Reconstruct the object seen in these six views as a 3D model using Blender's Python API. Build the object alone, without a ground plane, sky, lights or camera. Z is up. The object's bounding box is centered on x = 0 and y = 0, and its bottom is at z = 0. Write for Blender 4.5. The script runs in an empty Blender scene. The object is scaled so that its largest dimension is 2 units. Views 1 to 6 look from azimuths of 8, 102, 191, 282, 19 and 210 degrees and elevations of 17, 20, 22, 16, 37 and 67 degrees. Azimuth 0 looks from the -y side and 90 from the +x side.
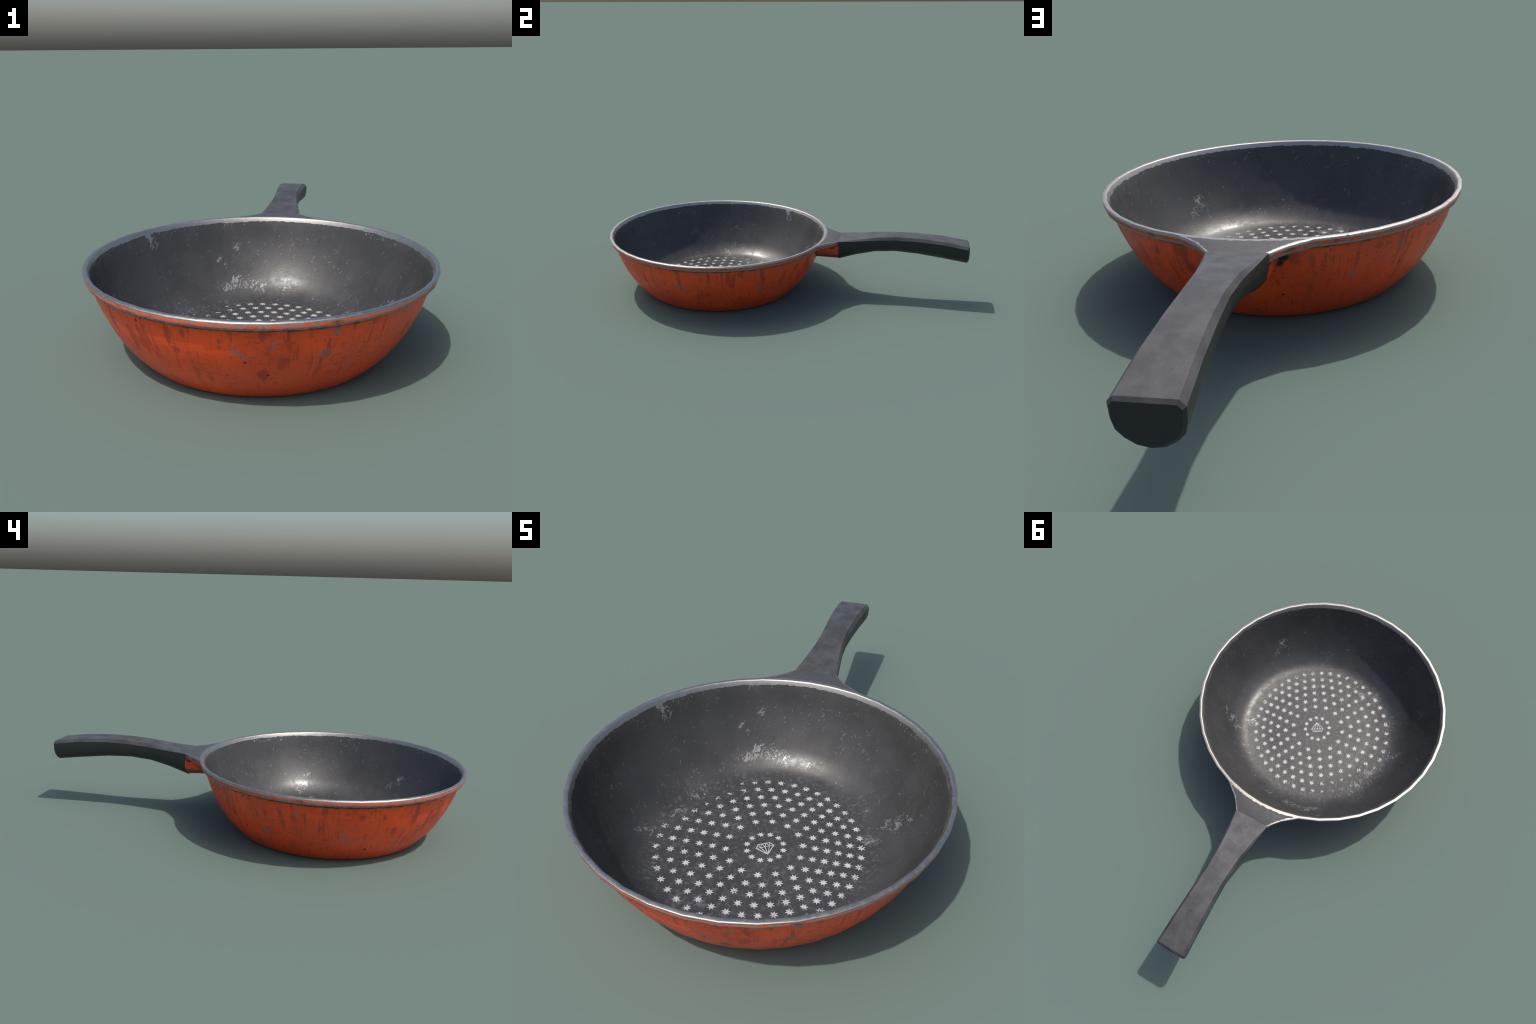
"""A worn orange-red frying pan with a dark non-stick inside, a bare metal rim
and a dark moulded handle.  Metres, z up; the bowl axis stands at y = AXIS_Y."""
import bpy, bmesh, math, random
from math import sin, cos, pi, radians, hypot, atan2
from mathutils import Vector

random.seed(7)
AXIS_Y = -0.385                 # bowl axis
SEG = 40                        # sides of the bowl
FLOOR_Z = 0.0146                # cooking surface

# ------------------------------------------------------------------ helpers
root = bpy.data.objects.new("frying_pan", None)
root.empty_display_size = 0.1
root.location = (0, AXIS_Y, 0)
root["label"] = "worn orange frying pan with dark non-stick inside and black handle"
root["category"] = "frying pan"
bpy.context.scene.collection.objects.link(root)


def add_object(name, mesh, parent, location=(0, 0, 0)):
    ob = bpy.data.objects.new(name, mesh)
    bpy.context.scene.collection.objects.link(ob)
    ob.parent = parent
    ob.location = location
    return ob


def mesh_from(name, verts, faces, mats, smooth_angle=35, mat_index=None):
    me = bpy.data.meshes.new(name)
    me.from_pydata(verts, [], faces)
    me.validate()
    for m in mats:
        me.materials.append(m)
    if mat_index:
        for p, i in zip(me.polygons, mat_index):
            p.material_index = i
    bm = bmesh.new(); bm.from_mesh(me)
    bmesh.ops.recalc_face_normals(bm, faces=bm.faces)
    bm.to_mesh(me); bm.free()
    for p in me.polygons:
        p.use_smooth = True
    if smooth_angle:
        me.set_sharp_from_angle(angle=radians(smooth_angle))
    return me


def loft(loops, closed=True):
    """quads between successive equally long loops of points"""
    verts, faces = [], []
    n = len(loops[0])
    for lp in loops:
        verts += [tuple(p) for p in lp]
    for i in range(len(loops) - 1):
        for k in range(n if closed else n - 1):
            a, b = i * n + k, i * n + (k + 1) % n
            faces.append((a, b, b + n, a + n))
    return verts, faces


def circle(r, z):
    return [(r * cos(2 * pi * k / SEG), r * sin(2 * pi * k / SEG), z) for k in range(SEG)]


# ---------------------------------------------------------------- materials
class Nodes:
    """small wrapper to write node trees as expressions"""

    def __init__(self, name):
        self.mat = bpy.data.materials.new(name)
        self.mat.use_nodes = True
        self.t = self.mat.node_tree
        self.t.nodes.clear()
        self.out = self.t.nodes.new("ShaderNodeOutputMaterial")
        self.bsdf = self.t.nodes.new("ShaderNodeBsdfPrincipled")
        self.t.links.new(self.bsdf.outputs[0], self.out.inputs[0])
        self.coord = self.t.nodes.new("ShaderNodeTexCoord").outputs["Object"]

    def put(self, sock, v):
        if isinstance(v, bpy.types.NodeSocket):
            self.t.links.new(v, sock)
        elif v is not None:
            if sock.type == "RGBA" and len(v) == 3:
                v = (*v, 1)
            sock.default_value = v

    def math(self, op, a, b=None, c=None, clamp=False):
        n = self.t.nodes.new("ShaderNodeMath"); n.operation = op; n.use_clamp = clamp
        for s, v in zip(n.inputs, (a, b, c)):
            self.put(s, v)
        return n.outputs[0]

    def add(self, a, b): return self.math("ADD", a, b)
    def sub(self, a, b): return self.math("SUBTRACT", a, b)
    def mul(self, a, b): return self.math("MULTIPLY", a, b)
    def mx(self, a, b): return self.math("MAXIMUM", a, b)
    def mn(self, a, b): return self.math("MINIMUM", a, b)

    def ramp(self, x, lo, hi, a=0.0, b=1.0, smooth=True):
        n = self.t.nodes.new("ShaderNodeMapRange")
        n.interpolation_type = "SMOOTHSTEP" if smooth else "LINEAR"
        self.put(n.inputs[0], x)
        for i, v in zip((1, 2, 3, 4), (lo, hi, a, b)):
            self.put(n.inputs[i], v)
        return n.outputs[0]

    def mapped(self, scale=(1, 1, 1), rot=(0, 0, 0), loc=(0, 0, 0), vec=None):
        n = self.t.nodes.new("ShaderNodeMapping")
        self.put(n.inputs["Vector"], vec if vec is not None else self.coord)
        n.inputs["Scale"].default_value = scale
        n.inputs["Rotation"].default_value = rot
        n.inputs["Location"].default_value = loc
        return n.outputs[0]

    def noise(self, scale, detail=4, rough=0.55, vec=None, dist=0.0):
        n = self.t.nodes.new("ShaderNodeTexNoise")
        self.put(n.inputs["Vector"], vec if vec is not None else self.coord)
        n.inputs["Scale"].default_value = scale
        n.inputs["Detail"].default_value = detail
        n.inputs["Roughness"].default_value = rough
        n.inputs["Distortion"].default_value = dist
        return n.outputs["Fac"]

    def voronoi(self, scale, vec=None):
        n = self.t.nodes.new("ShaderNodeTexVoronoi")
        self.put(n.inputs["Vector"], vec if vec is not None else self.coord)
        n.inputs["Scale"].default_value = scale
        return n.outputs["Distance"]

    def xyz(self, vec=None):
        n = self.t.nodes.new("ShaderNodeSeparateXYZ")
        self.put(n.inputs[0], vec if vec is not None else self.coord)
        return n.outputs

    def join(self, x, y, z):
        n = self.t.nodes.new("ShaderNodeCombineXYZ")
        for s, v in zip(n.inputs, (x, y, z)):
            self.put(s, v)
        return n.outputs[0]

    def mix(self, fac, a, b):
        n = self.t.nodes.new("ShaderNodeMix"); n.data_type = "RGBA"
        self.put(n.inputs[0], fac); self.put(n.inputs[6], a); self.put(n.inputs[7], b)
        return n.outputs[2]

    def near(self, spots):
        """soft blobs: 1 at each spot (x, y, z, radius), 0 at its radius"""
        best = None
        for x, y, z, r in spots:
            n = self.t.nodes.new("ShaderNodeVectorMath"); n.operation = "DISTANCE"
            self.put(n.inputs[0], self.coord); n.inputs[1].default_value = (x, y, z)
            m = self.ramp(n.outputs["Value"], 0.0, r, 1.0, 0.0)
            best = m if best is None else self.mx(best, m)
        return best

    def flat_radius(self, x, y):
        return self.math("SQRT", self.add(self.mul(x, x), self.mul(y, y)))

    def unrolled(self, wall=False):
        """(arc along the circumference, distance up the profile)"""
        x, y, z = self.xyz()
        r = self.flat_radius(x, y)
        n = self.math("ARCTAN2", self.add(self.mul(x, .82), self.mul(y, .57)), self.sub(self.mul(y, .82), self.mul(x, .57)))
        return self.join(self.mul(n, 0.52), z if wall else self.add(r, z), 0.0)

    def bump(self, height, dist, strength=1.0):
        n = self.t.nodes.new("ShaderNodeBump")
        n.inputs["Strength"].default_value = strength
        n.inputs["Distance"].default_value = dist
        self.put(n.inputs["Height"], height)
        self.put(self.bsdf.inputs["Normal"], n.outputs[0])

    def surface(self, colour, rough, metal=0.0, spec=0.5):
        self.put(self.bsdf.inputs["Base Color"], colour)
        self.put(self.bsdf.inputs["Roughness"], rough)
        self.put(self.bsdf.inputs["Metallic"], metal)
        self.put(self.bsdf.inputs["Specular IOR Level"], spec)
        return self.mat


RED, RED_DARK = (0.88, 0.088, 0.013), (0.22, 0.030, 0.011)
SCUFF = (0.215, 0.150, 0.150)
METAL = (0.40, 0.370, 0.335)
COAT = (0.038, 0.038, 0.039)
GRIP = (0.062, 0.062, 0.065)


def polar(radius, angle, z, size):
    return (radius * cos(radians(angle)), radius * sin(radians(angle)), z, size)


def paint_layers(N, scuff_spots, dirt_spots, chip_spots, streaks=True):
    """worn orange paint: returns colour, roughness, height"""
    x, y, z = N.xyz()
    uv = N.unrolled(True)
    grain = N.noise(85, 4, 0.68)
    ragged = N.mul(N.sub(grain, 0.5), 0.22)
    # dirty streaks running down from the rim
    run = N.add(N.noise(1.0, 2, 0.5, N.mapped((34, 3.4, 1), vec=uv)), N.mul(ragged, 1.3))
    part = N.noise(1.0, 2, 0.5, N.mapped((13, 13, 1), loc=(3, 1, 0), vec=uv))
    streak = N.mul(N.ramp(run, 0.53, 0.60), N.ramp(N.add(part, N.mul(z, 0.35)), 0.47, 0.62))
    streak = N.mul(streak, N.ramp(z, 0.02, 0.20, 0.35, 1.0))
    spots = N.add(N.mul(N.near(dirt_spots), 0.24), N.noise(1.0, 3, 0.6, N.mapped((34, 9, 1), loc=(0, 3, 3), vec=uv)))
    dirt = N.ramp(N.add(spots, ragged), 0.62, 0.74)
    mott = N.noise(1.0, 5, 0.65, N.mapped((52, 80, 1), loc=(1, 4, 0), vec=uv), 0.6)
    patch = N.noise(7.5, 2, 0.5, N.mapped(loc=(2, 6, 1)))
    line = N.add(N.noise(1.0, 3, 0.6, N.mapped((110, 7, 1), loc=(4, 0, 0), vec=uv)), N.mul(ragged, 0.8))
    line = N.mul(N.ramp(line, 0.60, 0.68), N.ramp(N.add(part, N.mul(z, 0.3)), 0.42, 0.60))
    streak = N.mx(streak, N.mul(line, 0.9))
    specks = N.ramp(N.add(mott, N.mul(N.sub(patch, 0.5), 0.24)), 0.555, 0.66)
    mask = N.mx(N.mul(streak, 0.54), N.mul(dirt, 0.58))
    mask = N.mx(mask, N.mul(specks, 0.46))
    fine = N.noise(1.0, 4, 0.7, N.mapped((120, 150, 1), loc=(2, 2, 0), vec=uv))
    mask = N.mx(mask, N.mul(N.ramp(N.add(fine, N.mul(N.sub(patch, 0.5), 0.2)), 0.56, 0.70), 0.40))
    tint = N.noise(5, 3, 0.5)
    col = N.mix(N.ramp(tint, 0.35, 0.65), RED, (0.72, 0.074, 0.014))
    col = N.mix(mask, col, RED_DARK)
    # scuffs: paint rubbed to grey primer, clustered
    rub = N.noise(1.0, 6, 0.75, N.mapped((30, 46, 1), (0, 0, 0.5), vec=uv), 0.5)
    zone = N.noise(4.2, 2, 0.5, N.mapped(loc=(7, 2, 5)))
    zone = N.add(N.ramp(zone, 0.35, 0.75, 0.0, 0.10), N.mul(N.near(scuff_spots), 0.17))
    scuff = N.ramp(N.add(N.add(rub, zone), N.mul(ragged, 0.5)), 0.63, 0.77)
    haze = N.ramp(N.noise(1.0, 5, 0.75, N.mapped((26, 60, 1), (0, 0, -0.35), loc=(8, 1, 0), vec=uv)), 0.50, 0.78)
    scuff = N.mx(scuff, N.mul(haze, 0.50))
    col = N.mix(N.mul(scuff, 0.68), col, SCUFF)
    # little black chips
    dots = N.voronoi(1.0, N.mapped((70, 70, 60), loc=(0.3, 0.1, 0.7)))
    pick = N.noise(9, 1, 0.5, N.mapped(loc=(1, 8, 3)))
    chip = N.ramp(N.add(N.add(dots, N.mul(N.sub(0.72, pick), 4.0)), ragged), 0.03, 0.10, 1.0, 0.0)
    chip = N.mx(chip, N.ramp(N.add(N.near(chip_spots), N.mul(ragged, 6.0)), 0.45, 0.62))
    col = N.mix(N.mul(chip, 0.9), col, (0.025, 0.018, 0.016))
    rough = N.add(N.add(0.40, N.mul(mask, 0.2)), N.mul(scuff, 0.1))
    height = N.sub(N.add(N.mul(mott, 0.5), N.mul(grain, 0.4)), N.mul(chip, 0.8))
    return col, rough, height, z


def material_body():
    N = Nodes("worn_orange_paint")
    scuffs = [polar(*a) for a in (
        (.570, -84, .214, .055), (.577, -79.7, .232, .035), (.563, -89, .199, .045), (.584, -61, .265, .035),
        (.522, -53.5, .118, .06), (.561, -63, .195, .045), (.552, -5, .176, .06), (.542, 39, .154, .055),
        (.539, 55, .148, .045), (.552, 121, .175, .05), (.528, 58, .13, .06), (.578, 137, .235, .04),
        (.525, 157.5, .124, .06), (.531, -166.5, .135, .06), (.580, 174, .248, .05), (.50, -140, .09, .05),
        (.50, -120, .085, .05), (.49, 15, .07, .05), (.53, 90, .13, .04))]
    dirts = [polar(*a) for a in (
        (.584, -110, .268, .05), (.575, -109.5, .235, .04), (.562, -108, .195, .035), (.579, -94, .25, .03),
        (.575, -94, .225, .025), (.583, -104.5, .262, .035), (.524, -82.5, .121, .05), (.586, -81.5, .273, .035),
        (.579, 19.5, .25, .05), (.57, 21, .21, .04), (.583, 24.6, .262, .035), (.579, 37, .25, .035),
        (.583, 98.6, .263, .05), (.582, 70, .258, .06), (.568, 71, .21, .05), (.583, -176.5, .262, .045),
        (.575, -160, .24, .03), (.575, -150, .235, .035), (.52, -60, .11, .03), (.575, 60, .245, .04))]
    chips = [polar(*a) for a in ((.551, -87.5, .173, .011), (.525, -80.5, .123, .010), (.494, -155.7, .074, .013),
                                 (.552, 138.9, .173, .011), (.523, 145.2, .120, .009), (.522, 99.4, .121, .010))]
    col, rough, h, z = paint_layers(N, scuffs, dirts, chips)
    # dark line under the lip: occlusion shade and dirt painted into the colour
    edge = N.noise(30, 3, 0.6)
    lip_ao_dirt = N.ramp(N.add(z, N.mul(N.sub(edge, 0.5), 0.014)), 0.2795, 0.2875)
    collar_blots = N.near([(-0.095, 0.572, 0.266, 0.040), (0.095, 0.572, 0.266, 0.036), (-0.088, 0.565, 0.244, 0.026), (0.088, 0.565, 0.244, 0.026)])  # black blotches on the wall at both sides of the collar
    col = N.mix(N.mx(N.mul(lip_ao_dirt, 0.92), N.ramp(N.add(collar_blots, N.mul(N.sub(N.noise(28, 4, 0.65), 0.5), 0.9)), 0.22, 0.72)), col, (0.016, 0.012, 0.011))
    N.bump(h, 0.0016, 0.5)
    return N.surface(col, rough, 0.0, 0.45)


def material_collar():
    N = Nodes("worn_orange_collar")
    col, rough, h, z = paint_layers(N, [(0, 0.6, 0.2, 0.03)], [(0.084, 0.645, .292, .036), (-0.084, 0.665, .292, .042), (0.085, .595, .275, .04), (-.085, .61, .28, .036)], [(0, 0, 0, 0.01)])
    n = N.noise(45, 4, 0.6)
    band = N.add(z, N.mul(N.sub(n, 0.5), 0.03))
    worn = N.mul(N.ramp(band, 0.222, 0.228), N.ramp(band, 0.240, 0.250, 1, 0))
    col = N.mix(N.mul(worn, 0.85), col, (0.12, 0.095, 0.10))
    top_blots = N.ramp(N.add(N.near([(0.084, 0.655, .294, .034), (-0.084, 0.672, .294, .034), (0.086, 0.585, .286, .036), (-0.086, 0.60, .284, .034)]), N.mul(N.sub(n, 0.5), 1.0)), 0.30, 0.62)  # black blotches near the collar's top edge
    col = N.mix(N.mul(top_blots, 0.9), col, (0.018, 0.013, 0.012))
    N.bump(h, 0.0016, 0.5)
    return N.surface(col, rough, 0.0, 0.45)


def material_rim():
    """bare metal with a strip of red paint round its side; the bracket is coated"""
    N = Nodes("bare_rim_metal")
    x, y, z = N.xyz()
    r = N.flat_radius(x, y)
    fine = N.noise(70, 4, 0.65)
    wide = N.noise(22, 3, 0.6, N.mapped(loc=(4, 4, 1)))
    # red paint left on the side of the lip
    rag = N.math("ABSOLUTE", N.add(N.mul(N.sub(fine, 0.5), 0.014), N.mul(N.sub(wide, 0.5), 0.012)))
    drop = N.ramp(y, 0.59, 0.69, 0.0, 0.0034, False)      # the lip dips towards the handle
    h = N.add(z, drop)
    low = N.ramp(N.sub(h, rag), 0.2998, 0.3022)
    high = N.ramp(N.add(h, rag), 0.3132, 0.3152, 1, 0)
    paint = N.mul(N.mul(low, high), N.ramp(r, 0.6035, 0.6045))
    blotch = N.ramp(N.noise(26, 5, 0.7, N.mapped(loc=(2, 5, 0))), 0.40, 0.60)
    red = N.mix(blotch, (0.42, 0.115, 0.085), (0.62, 0.075, 0.016))
    red = N.mix(N.ramp(N.noise(14, 4, 0.6, N.mapped(loc=(9, 5, 0))), 0.55, 0.7), red, (0.22, 0.03, 0.012))
    # dark coating on the bracket top, chipped back from its edges
    flare_x = N.sub(N.math("ABSOLUTE", x), 0.3961)
    flare = N.sub(N.flat_radius(flare_x, N.sub(y, 0.8999)), 0.3758)
    ragged = N.mul(N.sub(N.noise(55, 4, 0.7, N.mapped(loc=(0, 2, 6))), 0.5), 0.016)
    coat = N.mul(N.ramp(N.add(r, ragged), 0.6135, 0.6155), N.ramp(N.add(flare, ragged), 0.0050, 0.0068))
    coat = N.mul(coat, N.mul(N.ramp(z, 0.3165, 0.3175), N.ramp(y, 0.5, 0.53)))
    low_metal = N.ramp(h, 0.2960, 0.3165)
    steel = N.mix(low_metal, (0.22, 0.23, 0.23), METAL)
    dull = N.ramp(N.noise(30, 3, 0.5), 0.3, 0.6, 0.8, 1.0)
    steel = N.mix(dull, (0.30, 0.30, 0.31), steel)
    spark = N.ramp(N.noise(85, 3, 0.7, N.mapped(loc=(7, 7, 7))), 0.40, 0.62)
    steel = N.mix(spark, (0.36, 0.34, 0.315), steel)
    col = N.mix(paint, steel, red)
    col = N.mix(coat, col, (0.050, 0.050, 0.052))
    cover = N.mx(paint, coat)
    N.bump(N.noise(170, 2, 0.5), 0.0008, 0.22)
    return N.surface(col, N.add(N.add(N.ramp(fine, 0.3, 0.7, 0.32, 0.42), N.mul(N.sub(1.0, spark), 0.10)), N.mul(cover, 0.18)), N.sub(1.0, cover), 0.5)


def scratch_field(N, spots):
    """fine silvery flecks in several directions, dense around the spots"""
    near = N.near(spots)
    uv = N.unrolled()
    zone = N.ramp(N.noise(3.4, 2, 0.5, N.mapped(loc=(5, 3, 2))), 0.3, 0.75)
    local = N.ramp(N.noise(11, 2, 0.5, N.mapped(loc=(1, 7, 2))), 0.42, 0.68)
    blotch = N.noise(1.0, 4, 0.65, N.mapped((30, 22, 1), loc=(6, 0, 2), vec=uv))
    near = N.mul(near, N.ramp(blotch, 0.34, 0.66, 0.25, 1.25))
    gain = N.add(N.add(N.mul(zone, 0.035), N.mul(local, 0.058)), N.mul(near, 0.165))
    grit = N.mul(N.sub(N.noise(150, 3, 0.65), 0.5), 0.16)
    total = None
    for sc, rot, loc, lo in (((150, 20, 1), 0.35, (1, 2, 3), .715), ((125, 26, 1), -0.5, (4, 1, 7), .74),
                             ((130, 24, 1), 1.1, (8, 3, 1), .75), ((70, 62, 1), 0.0, (2, 9, 4), .725), ((48, 40, 1), 0.8, (5, 5, 4), .775)):
        n = N.noise(1.0, 2, 0.5, N.mapped(sc, (0, 0, 0), loc, N.mapped((1, 1, 1), (0, 0, rot), vec=uv)), 0.5)
        n = N.add(n, grit)
        m = N.ramp(N.add(n, gain), lo, lo + 0.06)
        total = m if total is None else N.mx(total, m)
    return total, near


def material_lining():
    N = Nodes("nonstick_coating")
    x, y, z = N.xyz()
    r = N.flat_radius(x, y)
    spots = [polar(*a) for a in (
        (.457, 116, .054, .065), (.474, 110, .075, .065), (.466, 103, .064, .06), (.460, 97, .058, .05), (.447, 27, .044, .055), (.470, 23, .066, .065), (.50, 20, .11, .04),
        (.584, 148, .291, .05), (.575, 146, .265, .045), (.597, 43, .29, .04), (.317, -109, .015, .05),
        (.362, -119, .015, .05), (.273, -57, .015, .035), (.517, -38, .138, .045), (.499, -33, .108, .05),
        (.506, 34, .119, .017), (.52, 115, .144, .035), (.551, 108, .205, .03), (.535, 116, .165, .03), (.408, 42, .018, .025),
        (.43, -172, .03, .05), (.389, -172, .015, .05), (.375, 150, .015, .06), (.35, 165, .015, .05), (.37, 20, .015, .05),
        (.46, 85, .05, .05))]
    scratch, near = scratch_field(N, spots)
    cloud = N.noise(7, 4, 0.55)
    fine = N.noise(90, 3, 0.6)
    col = N.mix(N.ramp(cloud, 0.3, 0.7), (0.034, 0.0335, 0.0335), (0.043, 0.0425, 0.043))
    drip = N.noise(1.0, 3, 0.55, N.mapped((16, 1.6, 1), loc=(5, 0, 0), vec=N.unrolled()))
    col = N.mix(N.ramp(drip, 0.42, 0.66, 0.0, 0.25), col, (0.026, 0.026, 0.0265))
    pit = N.ramp(N.noise(75, 2, 0.5, N.mapped(loc=(3, 3, 8))), 0.70, 0.75)
    col = N.mix(N.mul(pit, 0.7), col, (0.015, 0.015, 0.016))
    # the floor carries a fine grey dusting of wear
    dust = N.mul(N.ramp(N.noise(60, 5, 0.7, N.mapped(loc=(1, 6, 2))), 0.50, 0.66), N.ramp(z, 0.0165, 0.026, 1, 0))
    col = N.mix(N.mul(dust, 0.36), col, (0.16, 0.16, 0.165))
    col = N.mix(N.mul(scratch, N.add(N.ramp(N.noise(17, 3, 0.6), 0.35, 0.65, 0.28, 0.52), N.mul(near, 0.28))), col, (0.27, 0.27, 0.275))
    # the coating ends raggedly short of the rim
    tooth = N.add(N.mul(N.sub(N.noise(48, 4, 0.7), 0.5), 0.013), N.mul(N.sub(N.noise(11, 2, 0.5, N.mapped(loc=(2, 2, 2))), 0.5), 0.008))
    bare = N.ramp(N.add(z, tooth), 0.3055, 0.3070)
    bare = N.mx(bare, N.mul(N.ramp(N.add(N.noise(50, 4, 0.7, N.mapped((1, 1, .5), loc=(5, 1, 1))), N.mul(N.near([polar(.59, 149, .305, .05), polar(.59, 143, .305, .03), polar(.59, 48, .3, .03)]), 0.17)), 0.66, 0.69), N.ramp(z, 0.25, 0.28)))
    col = N.mix(bare, col, METAL)
    rough = N.add(N.add(N.ramp(cloud, 0.3, 0.7, 0.32, 0.41), N.mul(N.ramp(N.noise(24, 5, 0.7), 0.42, 0.66), 0.12)), N.mul(N.sub(fine, 0.5), 0.12))
    N.bump(N.add(N.mul(scratch, -0.5), N.mul(N.noise(130, 3, 0.6), 0.5)), 0.0012, 0.40)
    return N.surface(col, rough, N.mx(N.mul(bare, 1.0), N.mul(scratch, 0.35)), 0.5)


def material_print():
    """pale printed stars, rubbed thin towards the back-left of the floor"""
    N = Nodes("pale_star_print")
    n = N.t.nodes.new("ShaderNodeNewGeometry")
    pos = N.mapped(loc=(0, -AXIS_Y, 0), vec=n.outputs["Position"])
    x, y, z = N.xyz(pos)
    d = N.flat_radius(x, y)
    worn_side = N.ramp(N.add(N.mul(x, -0.82), N.mul(y, 0.57)), 0.20, 0.37)
    other = N.mul(N.ramp(N.sub(N.mul(x, 0.97), N.mul(y, 0.1)), 0.27, 0.38), 0.55)
    edge = N.ramp(d, 0.25, 0.38, 0.0, 0.35)
    rub = N.mx(N.mx(worn_side, other), edge)
    grit = N.noise(95, 5, 0.7, pos)
    keep = N.ramp(N.sub(grit, N.mul(rub, 0.27)), 0.31, 0.40)
    tone = N.ramp(N.noise(40, 3, 0.6, pos), 0.3, 0.7)
    pale = N.mix(tone, (0.36, 0.356, 0.36), (0.45, 0.445, 0.45))
    col = N.mix(keep, COAT, pale)
    return N.surface(col, 0.45, 0.0, 0.5)


def material_grip():
    N = Nodes("dark_moulded_plastic")
    cloud = N.noise(13, 5, 0.62)
    fine = N.noise(75, 4, 0.65)
    col = N.mix(N.ramp(cloud, 0.36, 0.64), (0.035, 0.035, 0.038), (0.062, 0.061, 0.063))
    speck = N.ramp(N.noise(48, 5, 0.72, N.mapped(loc=(2, 0, 4))), 0.58, 0.68)
    speck = N.mul(speck, N.ramp(N.noise(9, 2, 0.5, N.mapped(loc=(6, 0, 1))), 0.36, 0.56))
    col = N.mix(N.mul(speck, 0.8), col, (0.020, 0.020, 0.024))
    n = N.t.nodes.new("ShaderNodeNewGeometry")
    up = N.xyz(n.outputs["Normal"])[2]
    col = N.mix(N.ramp(up, 0.1, 0.7), (0.019, 0.022, 0.021), col)  # sides and underside darker: shade and ground reflection put into the colour
    rough = N.add(N.ramp(cloud, 0.3, 0.7, 0.56, 0.44), N.mul(N.sub(fine, 0.5), 0.14))
    N.bump(N.add(N.mul(fine, 0.6), N.noise(220, 2, 0.5)), 0.0010, 0.30)
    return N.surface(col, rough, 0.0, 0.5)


PAINT, COLLAR_PAINT, RIM, LINING, PRINT, PLASTIC = (material_body(), material_collar(), material_rim(),
                                                    material_lining(), material_print(), material_grip())

# ------------------------------------------------------------------ the bowl
OUTER = [(.412, 0.0), (.4249, .0012), (.4329, .006), (.4467, .020), (.4649, .040), (.4919, .070), (.5173, .110),
         (.5403, .150), (.5590, .190), (.5750, .230), (.5845, .265), (.5919, .2953)]
INNER = [(.383, FLOOR_Z), (.432, .0265), (.488, .0870), (.547, .1840), (.577, .2580), (.5852, .2870), (.594, .309)]

verts, faces = loft([circle(r, z) for r, z in OUTER])
faces.append(tuple(range(SEG))[::-1])
body = add_object("pan_body", mesh_from("pan_body", verts, faces, [PAINT], 40), root)

rings = [circle(r, z) for r, z in ((0.13, FLOOR_Z), (0.26, FLOOR_Z))] + [circle(r, z) for r, z in INNER]
verts, faces = loft(rings)
verts.append((0, 0, FLOOR_Z))
faces += [(len(verts) - 1, k, (k + 1) % SEG) for k in range(SEG)]
lining = add_object("nonstick_lining", mesh_from("nonstick_lining", verts, faces, [LINING], 40), root)

# ------------------------------------------------------------------- the rim
# outline of the lip: a circle that flares out to the handle between 72 and 108 degrees
START_Y = 0.306 - AXIS_Y                    # where the handle begins, in bowl coordinates
FLARE = [(.165, .6055), (.128, .6355), (.1045, .6625), (.0835, START_Y + .0015), (0.0, START_Y + .0015)]
R_LIP = 0.6148


def chord_point(r, t):
    """point on the 40-gon of circumradius r at fractional vertex index t"""
    k = math.floor(t); f = t - k
    a, b = 2 * pi * k / SEG, 2 * pi * (k + 1) / SEG
    return (r * (cos(a) * (1 - f) + cos(b) * f), r * (sin(a) * (1 - f) + sin(b) * f))


flare_pts = FLARE + [(-x, y) for x, y in FLARE[-2::-1]]
params, outline = [], []
for k in range(0, 9):
    params.append(k); outline.append(None)
for i, p in enumerate(flare_pts):
    params.append(8 + 4 * (i + 1) / (len(flare_pts) + 1)); outline.append(p)
for k in range(12, SEG):
    params.append(k); outline.append(None)


def lip_loop(r, dz):
    """ring at radius r; in the flare it keeps the same setback from the outline"""
    pts = []
    base = [p if p else chord_point(R_LIP, t) for t, p in zip(params, outline)]
    n = len(base)
    for i, (t, p) in enumerate(zip(params, outline)):
        if p is None:
            x, y = chord_point(r, t); drop = 0
        else:
            a, b = Vector(base[i - 1]), Vector(base[(i + 1) % n])
            tan = (b - a).normalized()
            x, y = Vector(p) - Vector((tan.y, -tan.x)) * (R_LIP - r)
            drop = 0.0034 * min(1, max(0, (p[1] - 0.59) / 0.10))
        pts.append((x, y, dz - drop))
    return pts


def plain_loop(r, z):
    return [(*chord_point(r, t), z) for t in params]


def outward():
    """unit direction away from the lip outline at every point"""
    base = [p if p else chord_point(R_LIP, t) for t, p in zip(params, outline)]
    n, res = len(base), []
    for i, (t, p) in enumerate(zip(params, outline)):
        a, b = Vector(base[i - 1]), Vector(base[(i + 1) % n])
        tan = (b - a).normalized()
        res.append(Vector((tan.y, -tan.x)))
    return res


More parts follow.
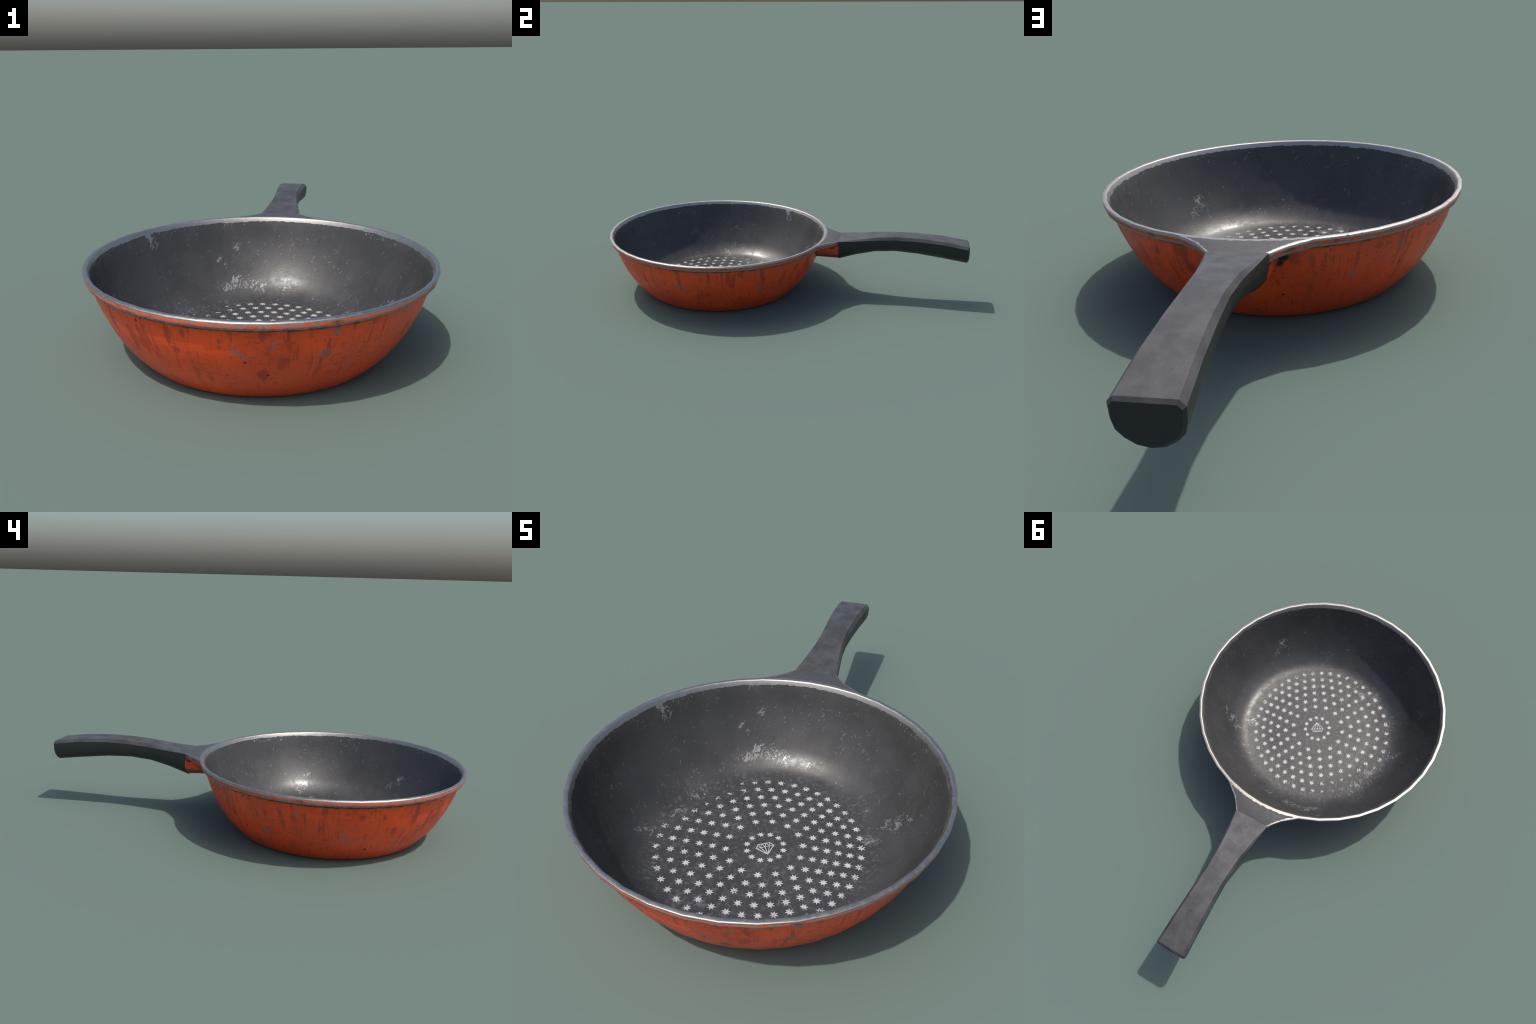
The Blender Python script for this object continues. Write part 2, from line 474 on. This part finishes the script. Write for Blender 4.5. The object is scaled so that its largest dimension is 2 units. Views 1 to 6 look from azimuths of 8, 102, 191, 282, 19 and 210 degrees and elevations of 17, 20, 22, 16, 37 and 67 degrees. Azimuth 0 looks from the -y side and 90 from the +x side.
# profile of the lip, with the shading normal (out, up) of every edge
rim_profile = [(plain_loop(.5906, .2950), 0, -1), (lip_loop(.6090, .2950), 0, -1), None,
               (lip_loop(.6092, .2951), .95, -.30), (lip_loop(R_LIP, .3162), .97, .22),
               (lip_loop(.6141, .3236), .20, .98), (plain_loop(.6046, .3237), -.08, 1), (plain_loop(.6020, .3229), -.55, .83),
               (plain_loop(.5985, .3195), -.88, .47), (plain_loop(.594, .309), -.91, .42)]
verts, faces, normals = [], [], []
out_dirs = outward()
for i, item in enumerate(rim_profile):
    if item is None:
        continue
    pts, no, nz = item
    base_i = len(verts)
    verts += pts
    for (x, y, z), d in zip(pts, out_dirs):
        d = d if no > .1 else Vector((x, y)).normalized()
        normals.append(Vector((d.x * no, d.y * no, nz)).normalized())
    if i and rim_profile[i - 1] is not None:
        m = len(pts)
        faces += [(base_i - m + k, base_i - m + (k + 1) % m, base_i + (k + 1) % m, base_i + k) for k in range(m)]
rim_mesh = bpy.data.meshes.new("rim")
rim_mesh.from_pydata(verts, [], faces)
rim_mesh.materials.append(RIM)
if rim_mesh.polygons[60].normal.dot(normals[rim_mesh.polygons[60].vertices[0]]) < 0:
    rim_mesh.flip_normals()
for p in rim_mesh.polygons:
    p.use_smooth = True
rim_mesh.normals_split_custom_set_from_vertices(normals)
rim = add_object("rim", rim_mesh, root)

# ------------------------------------------------------------ printed floor
FLAKE = 0.0007


def star_mesh(name, radius, points=7, inner=0.47):
    ring = []
    for k in range(points * 2):
        rr = radius if k % 2 == 0 else radius * inner
        a = pi * k / points
        ring.append((rr * cos(a), rr * sin(a)))
    verts = [(x, y, -0.0004) for x, y in ring] + [(x, y, FLAKE) for x, y in ring] + [(0, 0, FLAKE)]
    n = len(ring)
    faces = [(i, (i + 1) % n, (i + 1) % n + n, i + n) for i in range(n)]
    faces += [(i + n, (i + 1) % n + n, 2 * n) for i in range(n)]
    return mesh_from(name, verts, faces, [PRINT], 30)


small_star, big_star = star_mesh("small_star", .0134), star_mesh("large_star", .0153)


def print_to_floor(X, Y):
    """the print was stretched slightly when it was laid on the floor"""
    return (.0159 + .9934 * X - .1972 * X * X + .0073 * Y,
            -.3945 - AXIS_Y + 1.0047 * Y - .188 * X * Y - .0116 * X)


star_rings = [(12, .0649, 3.7, small_star)] + [
    (n, .1337 + .04414 * i, ph, big_star) for i, (n, ph) in enumerate(zip((14, 20, 26, 32, 38, 44), (-4.8, -2.4, -1.0, -.2, .35, .8)))]
for count, radius, phase, me in star_rings:
    for k in range(count):
        a = radians(phase + 360 * k / count)
        X, Y = print_to_floor(radius * cos(a), radius * sin(a))
        r = hypot(X, Y)
        z = FLOOR_Z if r < .383 else FLOOR_Z + (r - .383) * 0.243
        st = add_object("star", me, lining, (X, Y, z + 0.0002))
        st.rotation_euler = (0, 0, a + radians(12 + random.uniform(-3, 3)))
        s = random.uniform(.96, 1.03)
        st.scale = (s, s, 1)


# cut gem outline in the middle: bars between facet corners
def gem():
    # frame of the gem: u along its table, v from the table to the tip
    tip, left, right = Vector((.0343, -.4242)), Vector((-.0117, -.4096)), Vector((.0405, -.3766))
    tl, tr = Vector((-.0120, -.3896)), Vector((.0235, -.3674))
    top = [tl.lerp(tr, t) for t in (0, .33, .67, 1)]
    girdle = [left.lerp(right, t) for t in (0, .24, .5, .76, 1)]
    bars = [(top[0], top[3]), (top[0], girdle[0]), (top[3], girdle[4]), (girdle[0], girdle[4]),
            (girdle[0], tip), (girdle[4], tip), (girdle[1], tip), (girdle[2], tip), (girdle[3], tip)]
    bars += [(girdle[1], top[0]), (girdle[1], top[1]), (girdle[2], top[1]), (girdle[2], top[2]),
             (girdle[3], top[2]), (girdle[3], top[3])]
    verts, faces = [], []
    for i, (a, b) in enumerate(bars):
        w = .00165 if i in (0, 1, 2, 4, 5) else .00115
        d = (b - a).normalized(); q = Vector((-d.y, d.x)) * w
        a2, b2 = a - d * w * .7, b + d * w * .7
        zt = FLAKE + 0.00004 * i
        s = len(verts)
        for p in (a2 - q, b2 - q, b2 + q, a2 + q):
            verts.append((p.x, p.y - AXIS_Y, FLOOR_Z - .0003))
        for p in (a2 - q, b2 - q, b2 + q, a2 + q):
            verts.append((p.x, p.y - AXIS_Y, FLOOR_Z + zt))
        faces += [(s + 4, s + 5, s + 6, s + 7)] + [(s + j, s + (j + 1) % 4, s + 4 + (j + 1) % 4, s + 4 + j) for j in range(4)]
    return mesh_from("gem_emblem", verts, faces, [PRINT], 30)


add_object("gem_emblem", gem(), lining)

# ---------------------------------------------------------------- the handle
# stations along the handle: y, half width and height of the top face, of the
# chamfer below it, and height of the underside
STATIONS = [(.306, .0830, .3203, .0846, .3190, .1993), (.40, .0640, .3317, .0732, .3245, .2299),
            (.50, .0530, .3461, .0612, .3315, .2538), (.61, .0480, .3547, .0572, .3383, .2626),
            (.73, .0500, .3554, .0617, .3394, .2564), (.86, .0550, .3467, .0668, .3321, .2407),
            (.9925, .0594, .3269, .0722, .3139, .2225)]
BELLY = [(1, 0), (.99, .20), (.98, .36), (.895, .62), (.68, .80), (.38, .945)]   # share of chamfer width, of depth


def section(y, wt, zt, wb, zb, bottom, shift=AXIS_Y):
    half = [(wt, zt)] + [(wb * a, zb - (zb - bottom) * b) for a, b in BELLY]
    pts = half + [(0, bottom)] + [(-x, z) for x, z in reversed(half)]
    return [(x, y - shift, z) for x, z in pts]


loops = [section(*s) for s in STATIONS]
loops.append(section(1.0, .0574, .3203, .0662, .3108, .2313))
verts, faces = loft(loops)
n = len(loops[0])
faces.append(tuple(range(n)))
faces.append(tuple(len(verts) - n + k for k in range(n)))
handle = add_object("handle", mesh_from("handle", verts, faces, [PLASTIC], 24), root)

# collar: red stub of the casting that the handle is pushed on to
def wall_radius(z):
    for (r0, z0), (r1, z1) in zip(OUTER, OUTER[1:]):
        if z0 <= z <= z1:
            return r0 + (r1 - r0) * (z - z0) / (z1 - z0)
    return OUTER[-1][0]


def mirrored(half):
    """full section from its right half, top to bottom, closed over the top"""
    return half + [(-x, z) for x, z in reversed(half[:-1])] + [(0, half[0][1])]


# boxy where it grows out of the wall, rounded like the handle at its other end
root_half = [(.0850, .2962), (.0868, .272), (.0868, .250), (.0725, .2255), (.040, .2215), (0, .2200)]
grip_half = [(.0815, .2962), (.0825, .276), (.0765, .246), (.0570, .2245), (.0315, .2085), (0, .2020)]
stub = [[(x, math.sqrt((wall_radius(z) * .9969 - .0003) ** 2 - x * x), z) for x, z in mirrored(root_half)],
        [(x, .3075 - AXIS_Y, z) for x, z in mirrored(grip_half)]]
verts, faces = loft(stub)
m = len(stub[0])
faces.append(tuple(range(m, 2 * m)))
collar = add_object("handle_collar", mesh_from("handle_collar", verts, faces, [COLLAR_PAINT], 62), root)
